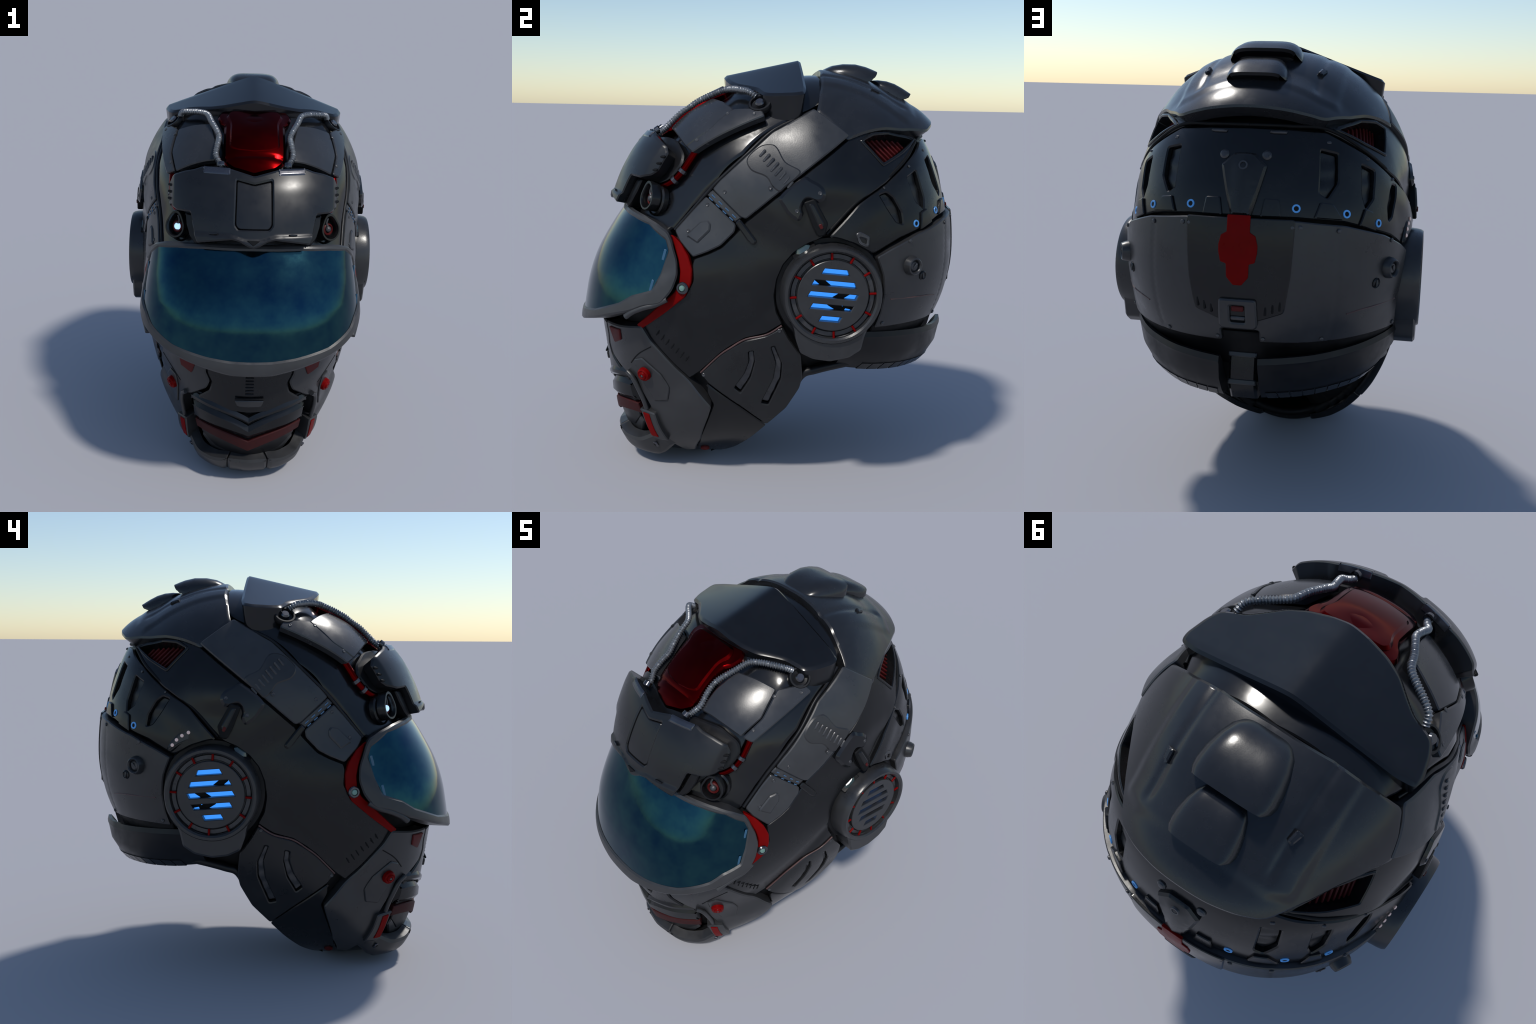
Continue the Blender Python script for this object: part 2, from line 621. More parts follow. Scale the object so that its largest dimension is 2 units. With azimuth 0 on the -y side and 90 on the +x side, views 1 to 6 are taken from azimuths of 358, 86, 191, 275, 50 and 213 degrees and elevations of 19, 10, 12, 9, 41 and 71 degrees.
louv = [(.380, 1.620), (.43, 1.643), (.51, 1.652), (.60, 1.638), (.642, 1.628), (.57, 1.578), (.474, 1.528)]
upper_edge = [(.165, 1.747), (.07, 1.70), (-.018, 1.656), (-.133, 1.552), (-.246, 1.443)]
temple = panel("temple_panel", side(upper_edge + [(-.279, 1.405), (-.158, 1.290), (-.134, 1.282), (-.021, 1.379), (.113, 1.486), (.216, 1.565), (.310, 1.638), (.246, 1.686)]),
               SIDE, GREY, h=temple_h, depth=.06)
pair(temple)
strip = panel("light_strip", side([(-.283, 1.402), (-.306, 1.376), (-.180, 1.264), (-.152, 1.287)]), SIDE, GREY, h=.006, depth=.03, r=.003)
pair(strip)
lower_edge = [(-.366, 1.105), (-.300, 1.132), (-.245, 1.160), (-.184, 1.222)]
pair(panel("cheekbone_panel", side([(-.308, 1.370), (-.361, 1.312), (-.446, 1.212), (-.425, 1.17)] + lower_edge + [(-.178, 1.255)]), SIDE, GREY, h=.012, depth=.045))
ear_edge = [(.212, 1.222), (.19, 1.205), (.13, 1.18), (.075, 1.14), (.03, 1.085), (.004, 1.02), (-.006, .946), (.005, .87), (.034, .815)]
jaw_line = [(-.037, .767), (-.131, .738), (-.195, .695), (-.240, .658), (-.333, .556)]
pair(panel("side_panel", side([(.316, 1.632), (.42, 1.68), (.55, 1.695), (.665, 1.66), (.685, 1.632), (.60, 1.545), (.487, 1.449), (.350, 1.360)] + ear_edge
                              + jaw_line + [(-.385, .513), (-.45, .575), (-.555, .680), (-.618, .752), (-.520, .825), (-.402, .93), (-.368, 1.0), (-.372, 1.07), (-.364, 1.098)]
                              + [(p[0] + .004, p[1] - .007) for p in lower_edge[1:]]
                              + [(-.130, 1.272), (-.018, 1.370), (.117, 1.477), (.220, 1.557)]),
               SIDE, DARK, h=lambda P: .016 * ease(P[:, 1], .0, .16) * ease(P[:, 2], 1.30, 1.45) * ease(-P[:, 1], -.58, -.40), depth=.04, holes=[side(louv)], hole_depth=.06))
slots = [[(-.118, .678), (-.092, .684), (-.085, .630), (-.104, .544), (-.147, .463), (-.178, .489), (-.135, .561), (-.114, .629)],
         [(-.018, .705), (.002, .710), (.038, .623), (.037, .545), (-.015, .398), (-.051, .407), (.000, .537), (.009, .623)]]
jaw = panel("jaw_panel", side([(.034, .801), (-.037, .758), (-.131, .729), (-.195, .686), (-.240, .649), (-.330, .549), (-.298, .508), (-.145, .389), (-.016, .275), (.070, .379), (.124, .491), (.135, .553), (.121, .665), (.065, .746)]),
            SIDE, JAW, h=.008, depth=.04, holes=[side(s) for s in slots], hole_depth=.018)
pair(jaw)
for s in slots:
    c = np.mean(s, 0)
    pair(panel("jaw_vent_insert", side([c + (np.array(p) - c) * .96 for p in s]), SIDE, SILVER, h=-.008, depth=.02, bevel=.004,
               relief=lambda ab, P: .0022 * np.sin(P[:, 2] * 95 + P[:, 1] * 30)))
pair(panel("lower_jaw_panel", side([(-.302, .500), (-.147, .380), (-.018, .266), (-.09, .17), (-.16, .09), (-.232, .03), (-.30, .02), (-.352, .06), (-.328, .198), (-.272, .39), (-.30, .45)]),
           SIDE, DARK, h=.004, depth=.035))
tube_pts = [on_shell(SIDE, (0, y, z), .004)[0] for y, z in [(.03, .808), (-.037, .763), (-.131, .734), (-.195, .69), (-.240, .654), (-.29, .60), (-.330, .553)]]
pair(tube("seam_piping", tube_pts, .0045, SEAM, segs=8))
# pockets and bosses on the temple
brain = [(-.130, 1.539), (-.076, 1.592), (-.026, 1.603), (.002, 1.588), (.036, 1.530), (.100, 1.487), (.035, 1.424), (.01, 1.405), (-.021, 1.425), (-.049, 1.465), (-.112, 1.491)]
pair(panel("temple_pocket", side(brain), SIDE, MID, h=lambda P: temple_h(P) + .005, depth=.012, bevel=.006, flow=True))
for k in range(8):
    t = k / 7
    y, z = -.062 + .118 * t, 1.562 - .128 * t
    p, n = on_shell(SIDE, (0, y, z), .017)
    ln = .055 * (1 - .55 * abs(t - .45))
    pair(block("pocket_rib", p, (ln, .012, .012), ((0, .62, .78), n), SILVER, bevel=.005))
bone = [(.012, 1.385), (.108, 1.466), (.150, 1.455), (.192, 1.430), (.207, 1.395), (.192, 1.366), (.160, 1.362), (.127, 1.372), (.108, 1.340), (.112, 1.312), (.093, 1.283), (.057, 1.301), (.029, 1.335)]
pair(panel("hinge_cover", side(bone), SIDE, GLOSS, h=.030, depth=.04, bevel=.014, flow=True))
pair(panel("latch_pocket", side([(.112, 1.362), (.160, 1.378), (.217, 1.275), (.204, 1.222), (.176, 1.216), (.152, 1.26)]), SIDE, BLACK, h=.033, depth=.03))
pair(panel("latch", side([(.132, 1.355), (.155, 1.357), (.199, 1.275), (.190, 1.245), (.176, 1.262)]), SIDE, DARK, h=.037, depth=.02, bevel=.005))
p, n = on_shell(SIDE, (0, .186, 1.262), .037)
pair(block("latch_mark", p, (.022, .014, .006), ((0, .45, -.9), n), REDDARK))
# hexagonal lid and clip on the cheekbone
pair(panel("cheekbone_lid", side([(-.395, 1.195), (-.331, 1.258), (-.297, 1.266), (-.286, 1.250), (-.290, 1.222), (-.345, 1.165)]), SIDE, GREY, h=.020, depth=.014, bevel=.006, r=.004))
pair(panel("cheekbone_clip", side([(-.180, 1.262), (-.160, 1.282), (-.085, 1.185), (-.100, 1.165), (-.125, 1.185)]), SIDE, DARK, h=.016, depth=.03, bevel=.006))
for k in range(2):
    for j in range(4):
        t = (j + .5) / 4
        y, z = -.289 + .118 * t - .012 * k, 1.387 - .108 * t - .013 * k
        p, n = on_shell(SIDE, (0, y, z), .008)
        pair(block("signal_dash", p, (.022, .005, .004), ((0, .73, -.68), n), DASH, bevel=.001))
# slits in front of the jaw
for k in range(7):
    t = k / 6
    p, n = on_shell(SIDE, (0, -.525 + .135 * t, .744 - .118 * t), .001)
    pair(block("jaw_slit", p, (.042 + .004 * (k % 3), .006, .006), ((0, .53, .85), n), BLACK, bevel=.002))
# small screws
for y, z, mp_h in [(-.385, 1.215, .013), (-.30, 1.335, .013), (-.225, 1.395, .013), (-.315, .545, .009), (.02, .785, .009), (.06, 1.435, .014), (-.03, 1.42, .02), (.085, 1.325, .031), (.18, 1.40, .031)]:
    p, n = on_shell(SIDE, (0, y, z), mp_h - .003)
    pair(lathe("screw", [(.009, 0), (.009, .003), (.007, .005), (.003, .003), (0, .003)], p, n, SILVER, segs=16))

# ------------------------------------------------------------------ forehead
brow_edge = [(0, -.70, 1.29), (.13, -.69, 1.288), (.25, -.64, 1.28), (.38, -.57, 1.258), (.44, -.52, 1.235), ] + [tuple(on_shell(SIDE, (0, y, z))[0]) for y, z in [(-.460, 1.222), (-.378, 1.322), (-.320, 1.389), (-.263, 1.450), (-.150, 1.562), (-.036, 1.667), (.052, 1.713), (.147, 1.762)]] + [
             (.39, .19, 1.84), (.22, .21, 1.91), (0, .22, 1.93)]
panel("forehead_shell", both(brow_edge), CROWN, GLOSS, h=lambda P: (.030 * ease(P[:, 1], -.28, -.10) - .022 * ease(P[:, 1], .06, .16)) * ease(-np.abs(P[:, 0]), -.46, -.36), depth=.05, spacing=.016)
for sgn in (1, -1):
    tp = [on_shell(SIDE, (0, y, z), -.004)[0] * [sgn, 1, 1] for y, z in [(-.452, 1.217), (-.366, 1.317), (-.312, 1.383), (-.254, 1.447), (-.14, 1.556), (-.026, 1.661), (.06, 1.706), (.155, 1.752)]]
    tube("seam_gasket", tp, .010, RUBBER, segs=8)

# armour plates either side of the red cover
inner = [(.215, -.28, 1.80), (.30, -.235, 1.785), (.392, -.19, 1.757), (.415, -.30, 1.655), (.392, -.405, 1.585), (.243, -.46, 1.650), (.186, -.475, 1.659), (.19, -.39, 1.735)]
pair(panel("brow_plate", [lower(q) for q in inner], oblique((-.35, .55, -.76)), PLATE, h=.046, depth=.034, bevel=.005, r=.012))
outer = [(.396, -.19, 1.757), (.450, -.07, 1.762), (.486, -.055, 1.732), (.480, -.18, 1.678), (.436, -.372, 1.562), (.396, -.40, 1.583), (.419, -.30, 1.655)]
pair(panel("brow_side_plate", [lower(q) for q in outer], oblique((-.72, .35, -.6)), PLATE, h=.052, depth=.034, bevel=.005, r=.010))
for p3 in [(.405, -.215, 1.735), (.41, -.345, 1.61), (.462, -.10, 1.735)]:
    p, n = on_shell(oblique((-.72, .35, -.6)), lower(p3), .050)
    pair(lathe("screw", [(.009, 0), (.009, .003), (.006, .005), (0, .004)], p, n, SILVER, segs=16))

# red lacquered cover
redp = [(0, -.185, 1.853), (.155, -.19, 1.853), (.183, -.235, 1.828), (.172, -.275, 1.808), (.146, -.31, 1.79), (.146, -.44, 1.694), (.142, -.485, 1.654), (.10, -.52, 1.63), (0, -.54, 1.60)]
panel("red_cover", both(redp), CROWN, GLASSRED, h=.040, depth=.05, bevel=.012, r=.016,
      relief=lambda ab, P: .012 * np.clip((-.17 - P[:, 1]) / .1, 0, 1) * np.clip((P[:, 1] + .55) / .06, 0, 1) * (1 - np.clip(np.abs(P[:, 0]) / .15, 0, 1) ** 4) - .006 * np.exp(-((P[:, 1] + .455) / .006) ** 2))

inner_red = [(0, -.215, 1.84), (.118, -.22, 1.84), (.138, -.255, 1.825), (.118, -.31, 1.795), (.120, -.435, 1.705), (.08, -.452, 1.69), (0, -.458, 1.68)]
panel("red_cover_shield", both(inner_red), CROWN, GLASSRED, h=.055, depth=.02, bevel=.012, r=.02, relief=lambda ab, P: -.008 * np.clip(1 - np.abs(P[:, 0]) / .1, 0, 1) * ease(P[:, 1], -.33, -.24))
# goggle housing: a bowed sheet standing off the forehead
class Sheet:
    z = np.array([1.25, 1.316, 1.38, 1.447, 1.52, 1.578, 1.643, 1.70])
    y = np.array([-.795, -.779, -.760, -.735, -.698, -.662, -.606, -.55])

    def flat(s, P):
        P = np.asarray(P, float)
        return np.stack([np.arcsin(P[:, 0] / .46) * .46, P[:, 1]], -1)

    def at(s, ab):
        f = ab[:, 0] / .46
        return np.stack([.46 * np.sin(f), spline(s.z, s.y, ab[:, 1]) + .285 * (1 - np.cos(f)), ab[:, 1] - .03 * (1 - np.cos(f))], -1)

    def pos(s, ab):
        e = 1e-3
        N = np.cross(s.at(ab + [e, 0]) - s.at(ab - [e, 0]), s.at(ab + [0, e]) - s.at(ab - [0, e]))
        return s.at(ab), N / np.linalg.norm(N, axis=1, keepdims=True)


SHEET = Sheet()


def housing_relief(ab, P):
    x = np.abs(P[:, 0])
    lip = ease(1.366 - .02 * ease(-x, -.12, -.02) - ab[:, 1], -.006, .010)
    return .010 * lip - .012 * ease(x, .385, .42)


hous = [(0, 1.308), (.030, 1.318), (.065, 1.338), (.10, 1.346), (.265, 1.322), (.285, 1.37), (.303, 1.456), (.370, 1.456), (.408, 1.474), (.424, 1.50), (.424, 1.575), (.404, 1.604), (.34, 1.628), (.287, 1.640), (.254, 1.652), (.110, 1.648), (.016, 1.625), (0, 1.620)]
bay = [(0, 1.588), (.086, 1.606), (.090, 1.412), (.074, 1.391), (0, 1.391)]
housing = panel("goggle_housing", both(hous), SHEET, HOUSING, h=0, depth=.085, bevel=.007, r=.008, relief=housing_relief, spacing=.009, taper=.003, holes=[both(bay)], hole_depth=.02)
panel("housing_centre_plate", both([(0, 1.585), (.083, 1.603), (.087, 1.413), (.072, 1.394), (0, 1.394)]), SHEET, HOUSING, h=-.008, depth=.012, bevel=.004, r=.012, parent=housing)
panel("housing_emblem", both([(0, 1.320), (.030, 1.345), (0, 1.345)]), SHEET, BLACK, h=.012, depth=.01, bevel=.002, r=.002, parent=housing)
for sg in (1, -1):
    panel("housing_clasp", [(sg * x, z) for x, z in ((.115, 1.650), (.245, 1.652), (.245, 1.624), (.115, 1.622))], SHEET, CHROME, h=.004, depth=.03, bevel=.006, r=.004, parent=housing)
    panel("housing_foot", [(sg * x, z) for x, z in ((.268, 1.318), (.290, 1.37), (.309, 1.450), (.350, 1.452), (.345, 1.40), (.325, 1.345), (.30, 1.316))], SHEET, RUBBER, h=-.034, depth=.07, bevel=.008, r=.008, parent=housing)
    panel("housing_tab", [(sg * x, z) for x, z in ((.165, 1.374), (.205, 1.371), (.203, 1.364), (.167, 1.367))], SHEET, GLOSS, h=.012, depth=.01, bevel=.002, r=.002, parent=housing)
    for k in range(3):
        q = SHEET.pos(SHEET.flat([(.412 * sg, 1.500 + .030 * k)]))
        block("housing_notch", q[0][0] - q[1][0] * .014, (.040, .012, .016), ((.75 * sg, .62, .12), q[1][0]), BLACK, housing)
# rubber bed under the housing
bed = [(0, -.69, 1.32), (.26, -.62, 1.33), (.31, -.58, 1.39), (.370, -.50, 1.455), (.385, -.455, 1.53), (.365, -.45, 1.585), (.28, -.46, 1.62), (0, -.53, 1.60)]
panel("housing_bed", both(bed), BROW, RUBBER, h=.035, depth=.04, bevel=.008, r=.02)

# red hoses down the temples
for sgn in (1, -1):
    tp = [on_shell(SIDE, (0, y, z), .020)[0] * [sgn, 1, 1] for y, z in [(-.345, 1.560), (-.375, 1.515), (-.405, 1.47), (-.44, 1.43), (-.475, 1.405), (-.515, 1.390)]]
    hose = tube("red_hose", tp, .019, GLASSRED, segs=14)
    for i in (2, 3):
        a, b = np.array(tp[i - 1]), np.array(tp[i + 1])
        lathe("hose_clamp", [(.020, -.010), (.0235, -.008), (.0235, .008), (.020, .010)], tp[i], b - a, CHROME, hose, segs=20)

# lamps
for sgn in (1, -1):
    o = np.array([.378 * sgn, -.576, 1.350])
    ax = np.array([.50 * sgn, -.78, .20])
    ax /= np.linalg.norm(ax)
    up = np.array([0, 0, 1.0]) - ax * ax[2]
    up /= np.linalg.norm(up)
    rt = np.cross(ax, up)

    def teardrop(rr, h):
        out = []
        for k in range(40):
            f = 2 * math.pi * k / 40
            rad = rr * (1 + .42 * max(0, math.cos(f)) ** 6)
            out.append(o + ax * h + rad * (math.cos(f) * up + math.sin(f) * rt))
        return out
    hood = loft("headlamp", [teardrop(.055, -.07), teardrop(.058, .004), teardrop(.055, .010), teardrop(.047, .010), teardrop(.044, .004), teardrop(.041, -.03)], DARK, caps=False)
    lathe("lamp_flange", [(.064, -.07), (.075, -.065), (.075, -.042), (.066, -.036)], o, ax, DARK, hood)
    lathe("lamp_back", [(.043, -.03), (.0, -.03)], o, ax, BLACK, hood)
    lathe("lamp_bezel", [(.029, -.03), (.029, -.014), (.022, -.010), (.018, -.016), (.018, -.02)], o, ax, REDDARK, hood)
    lathe("lamp_bulb", [(.0165, -.02), (.0155, -.010), (.011, -.004), (.005, -.001), (0, 0)], o, ax, LAMP if sgn < 0 else SILVER, hood)
    tube("lamp_filament", [o + up * .055 - ax * .01, o + up * .03 - ax * .012 + rt * .01 * sgn, o + up * .012 - ax * .014], .006, SILVER, hood, segs=8)

# ------------------------------------------------------------------ steel hoses over the crown
def ribbed(t, L):
    return .0132 + .0027 * np.sin(t / .0118 * 2 * math.pi)


for sgn in (1, -1):
    pts = [(.385, -.095, 1.825), (.372, -.13, 1.848), (.33, -.165, 1.856), (.285, -.195, 1.860), (.24, -.235, 1.855), (.217, -.30, 1.830), (.188, -.365, 1.796), (.176, -.40, 1.770), (.181, -.44, 1.743), (.188, -.485, 1.700), (.172, -.515, 1.670), (.158, -.545, 1.648)]
    hose = tube("steel_hose", [(x * sgn, y + .006, z - .012) for x, y, z in pts], ribbed, STEEL, segs=16, step=.0021)
    o, n = on_shell(CROWN, (.390 * sgn, -.10, 1.80), .038)
    lathe("hose_socket", [(.030, -.01), (.052, -.01), (.054, .006), (.050, .016), (.042, .016), (.038, .004), (.020, 0)], o, n, RUBBER, hose)
    lathe("hose_fitting", [(.022, -.01), (.022, .012), (.016, .02), (0, .02)], o + n * .005, n, CHROME, hose, segs=20)
    lathe("hose_plug", [(.020, -.012), (.021, .008), (.018, .012)], (.160 * sgn, -.543, 1.65), (-.1 * sgn, -.75, -.6), CHROME, hose, segs=20)

# ------------------------------------------------------------------ crown blade
def blade_top(x, y):
    ridge = 1.917 + (y + .216) * .228
    a = (np.sqrt(x * x + .03 ** 2) - .03) / .44
    return ridge - (ridge - 1.835 - .13 * np.minimum(y - .10, 0)) * np.clip(a, 0, 1.1)


blade = [(0, -.228), (.08, -.222), (.16, -.205), (.23, -.175), (.29, -.125), (.34, -.088), (.39, -.072), (.430, -.058), (.455, -.01), (.478, .08), (.470, .120), (.40, .135), (.2, .142), (0, .146)]
panel("crown_blade", [(x, y) for x, y in both(blade)], Plane((0, 0, 0), (1, 0, 0), (0, 1, 0), blade_top), GLOSS, h=0, depth=.12, bevel=.012, r=.02, spacing=.014, is_flat=True, taper=.012)

# ------------------------------------------------------------------ rear cowl
def cowl_h(P):
    t = ease(P[:, 1], .54, .75)
    return .029 + .058 * t * (1 - np.clip(np.abs(P[:, 0]) / .42, 0, 1) ** 2)


def cowl_relief(ab, P):
    x, y = np.abs(P[:, 0]), P[:, 1]
    g = .007 * ease(-x, -.330, -.294) * ease(-y - .4 * np.maximum(x - .24, 0), -.655, -.615)
    g -= .006 * np.exp(-((x - .226) / .015) ** 2) * ease(-y, -.62, -.58)
    return g


cowl = [(0, .232, 1.955), (.226, .219, 1.93), (.40, .198, 1.85), (.478, .174, 1.752), (.52, .242, 1.692), (.560, .316, 1.645), (.53, .41, 1.687), (.47, .51, 1.705), (.40, .60, 1.69), (.30, .70, 1.66), (.275, .72, 1.66), (.20, .748, 1.675), (.10, .762, 1.685), (0, .766, 1.69)]
cowl0 = [lower(p) for p in cowl]
cowl_ob = panel("rear_cowl", both(cowl0), TAIL, COWL, h=cowl_h, depth=.065, bevel=.008, r=.012, relief=cowl_relief, spacing=.0075)
for x in (.25, -.25):
    q = [lower((x + dx, y, 1.86)) for dx, y in ((-.016, .46), (.016, .455), (.018, .505), (-.008, .518))]
    panel("cowl_button", q, TAIL, COWL, h=lambda P: cowl_h(P) + .016, depth=.02, bevel=.006, r=.006, parent=cowl_ob)


def scoop(name, ys, tops, bases, widths):
    rings = []
    for i, (y, zt, zb, w) in enumerate(zip(ys, tops, bases, widths)):
        ring = []
        for k in range(25):
            s = -1 + 2 * k / 24
            x = w * math.sin(s * math.pi / 2)
            e = (1 - min(1, abs(x / w)) ** 4.5) ** .5
            ring.append((x, y - .012 * (1 - e) * (i > 3), zb + (zt - zb) * e))
        rings.append(ring)
    ob = loft(name, rings, COWL, cowl_ob, closed=False, caps=False, angle=50)
    last = np.array(rings[-1])
    c = last.mean(0)
    under = [tuple(c + (q - c) * [.93, 1, .80] + [0, -.004, -.012]) for q in last]
    deep = [tuple(c + (q - c) * [.88, 1, .55] + [0, -.045, -.030]) for q in last]
    loft("scoop_mouth", [last, under, deep, [(x * .8, y - .01, z - .05) for x, y, z in deep]], RUBBER, ob, closed=False, caps=False)
    return ob


scoop("cowl_scoop", [.235, .27, .30, .35, .41, .46, .49, .515], [1.935, 1.960, 1.974, 1.983, 1.983, 1.972, 1.961, 1.950], [1.93, 1.93, 1.926, 1.917, 1.904, 1.894, 1.902, 1.926], [.060, .100, .122, .140, .152, .156, .150, .132])
scoop("cowl_scoop", [.475, .50, .53, .57, .61, .645, .67, .690], [1.900, 1.908, 1.910, 1.906, 1.894, 1.876, 1.861, 1.848], [1.885, 1.88, 1.87, 1.852, 1.832, 1.818, 1.820, 1.836], [.050, .080, .100, .114, .122, .125, .120, .104])

# red louvres below the cowl
pair(panel("louvre_frame", side([(.362, 1.622), (.42, 1.658), (.51, 1.667), (.61, 1.650), (.664, 1.630), (.58, 1.570), (.472, 1.512)]), SIDE, DARK, h=lambda P: .008 + .014 * ease(-P[:, 1], -.58, -.40), depth=.03, bevel=.005, holes=[side(louv)], hole_depth=.06))
for k in range(9):
    t = (k + .5) / 9
    b = np.array([.474 + .150 * t, 1.528 + .088 * t])
    a = b + np.array([-.090, .090]) * (1.25 - .95 * t ** 1.3)
    pa, na = on_shell(SIDE, (0, *a), -.040)
    pb, nb = on_shell(SIDE, (0, *b), -.040)
    pair(block("louvre_fin", (pa + pb) / 2, (np.linalg.norm(pa - pb), .009, .018), (pb - pa, na + nb), REDDARK, bevel=.003))

# ------------------------------------------------------------------ rear band
sA = [(.287, .74, 1.555), (.353, .71, 1.539), (.355, .74, 1.430), (.320, .78, 1.370), (.290, .79, 1.392)]
sB = [(.445, .65, 1.496), (.495, .60, 1.468), (.490, .64, 1.359), (.463, .68, 1.324), (.447, .68, 1.376)]
sC = [(.585, .462, 1.395), (.572, .497, 1.406), (.558, .525, 1.384), (.55, .566, 1.317), (.55, .570, 1.262), (.565, .539, 1.275), (.58, .492, 1.343)]
flip = lambda q: [(-x, y, z) for x, y, z in q]
band = [(0, .76, 1.635), (.16, .745, 1.632), (.30, .69, 1.622), (.45, .60, 1.534), (.565, .493, 1.440), (.618, .358, 1.350), (.638, .225, 1.215), (.635, .27, 1.207), (.63, .34, 1.185), (.625, .41, 1.148), (.615, .44, 1.140), (.55, .549, 1.203), (.40, .78, 1.279), (.22, .86, 1.297), (0, .87, 1.30)]
panel("rear_band", both(band), NAPE, DARK, h=lambda P: .002 + .018 * ease(-P[:, 1], -.50, -.30), depth=.03, bevel=.006, r=.012, holes=[sA, sB, sC, flip(sA), flip(sB), flip(sC)], hole_depth=.028, spacing=.012)
for s in (sA, sB, sC):
    c = np.mean(s, 0)
    q = [tuple(c + (np.array(p) - c) * [.96, .96, .98]) for p in s]
    pair(panel("slot_insert", q, NAPE, JAW, h=-.020, depth=.015, bevel=.003, relief=lambda ab, P: .002 * np.sin(P[:, 2] * 90)))
# raised strip along the upper seam of the band
for sgn in (1, -1):
    tp = [on_shell(NAPE, (x * sgn, y, z), .0)[0] for x, y, z in [(.0, .76, 1.645), (.16, .745, 1.643), (.31, .685, 1.632), (.457, .597, 1.544), (.573, .487, 1.449), (.625, .352, 1.359), (.645, .217, 1.226)]]
    tube("band_seam", tp, .008, BLACK, segs=8)
for x, y, z in [(.21, .839, 1.334), (.397, .755, 1.310), (.517, .641, 1.262)]:
    p, n = on_shell(NAPE, (x, y, z), .002)
    pair(lathe("ring_light", [(.0095, 0), (.0105, .004), (.016, .004), (.017, 0)], p, n, RING, segs=24))
    pair(lathe("ring_light_core", [(.009, 0), (.009, .002), (0, .002)], p, n, BLACK, segs=16))
for q in ([(.144, .85, 1.367), (.088, .86, 1.369), (.075, .87, 1.300), (.155, .86, 1.300)],
          [(.295, .80, 1.357), (.343, .78, 1.350), (.377, .76, 1.287), (.275, .82, 1.298)],
          [(.457, .69, 1.325), (.487, .66, 1.309), (.502, .66, 1.232), (.437, .72, 1.262)]):
    pair(panel("band_tab", q, NAPE, DARK, h=.012, depth=.012, bevel=.004, r=.006))
# keel plate at the nape
keel = panel("keel_plate", both([(0, .81, 1.536), (.042, .81, 1.534), (.090, .82, 1.489), (.040, .88, 1.300), (0, .88, 1.300)]), NAPE, JAW, h=.020, depth=.035, bevel=.010, r=.006,
             relief=lambda ab, P: .012 * np.clip(1 - np.abs(P[:, 0]) / .045, 0, 1) ** .6 * np.clip((1.53 - P[:, 2]) / .05, 0, 1))
p, n = on_shell(NAPE, (0, .82, 1.485), .026)
lathe("keel_stud", [(.010, 0), (.012, .006), (.018, .006), (.021, -.003)], p, n, SILVER, keel, segs=24)
for x in (.085, -.085):
    p, n = on_shell(NAPE, (x, .81, 1.53), .0)
    lathe("band_bolt", [(.020, -.002), (.019, .006), (.012, .011), (0, .012)], p, n, SILVER, segs=20)
for x in (.12, -.12):
    q = [(x - .035, .76, 1.622), (x + .035, .76, 1.622), (x + .035, .76, 1.612), (x - .035, .76, 1.612)]
    panel("band_clip", q, NAPE, SILVER, h=.010, depth=.012, bevel=.003, r=.003)
for p3 in [(.32, .72, 1.582), (.47, .62, 1.515), (.575, .49, 1.425)]:
    p, n = on_shell(NAPE, p3, .002)
    pair(block("band_rivet", p, (.018, .012, .008), ((1, -.5, 0), n), SILVER))

# ------------------------------------------------------------------ back plate
plate = [(0, .89, 1.288), (.225, .87, 1.286), (.40, .79, 1.266), (.54, .64, 1.215), (.61, .52, 1.160), (.63, .45, 1.125), (.632, .462, 1.10), (.628, .487, 1.04), (.622, .50, .95), (.618, .49, .87), (.61, .465, .80), (.59, .54, .80), (.44, .763, .80), (.25, .87, .797), (.085, .91, .797)]
notch = [(.085, .91, .85), (0, .91, .85)]
back = panel("back_plate", both(plate + notch), NAPE, MID, h=.026, depth=.05, bevel=.005, r=.01, spacing=.014,
             relief=lambda ab, P: -.004 * np.exp(-((np.abs(ab[:, 0]) - .33) / .004) ** 2))
cen = [(0, .9, 1.292), (.218, .88, 1.291), (.212, .92, 1.07), (.19, .92, .93), (.08, .93, .893), (0, .93, .893)]
centre = panel("back_centre_plate", both(cen), NAPE, DARK, h=.032, depth=.012, bevel=.004, r=.012, parent=back)
emb = [(0, .91, 1.302), (.047, .91, 1.302), (.047, .92, 1.239), (.070, .92, 1.226), (.080, .93, 1.19), (.079, .93, 1.163), (.071, .94, 1.125), (.047, .94, 1.119), (.046, .95, 1.068), (.018, .95, 1.038), (0, .95, 1.038)]
panel("red_emblem", both(emb), NAPE, RED, h=.037, depth=.012, bevel=.002, r=.004, parent=centre)
lat = panel("back_latch", both([(0, .95, .984), (.080, .95, .984), (.084, .93, .875), (.070, .93, .864), (0, .93, .864)]), NAPE, MID, h=.046, depth=.03, bevel=.006, r=.012, parent=back,
            holes=[both([(0, .95, .960), (.034, .95, .960), (.034, .95, .890), (0, .95, .890)])], hole_depth=.02)
p, n = on_shell(NAPE, (0, .93, .945), .036)
block("latch_mark", p, (.05, .022, .012), ((1, 0, 0), n), REDDARK, lat)
p, n = on_shell(NAPE, (0, .93, .905), .034)
block("latch_bar", p, (.062, .016, .012), ((1, 0, 0), n), SILVER, lat)
for sgn in (1, -1):
    for k in range(3):
        x = (.115 + .030 * k) * sgn
        p, n = on_shell(NAPE, (x, .93, .945 + .010 * k), .031)
        block("plate_slit", p, (.05, .009, .006), ((.04 * sgn, 0, 1), n), BLACK, back, bevel=.003)
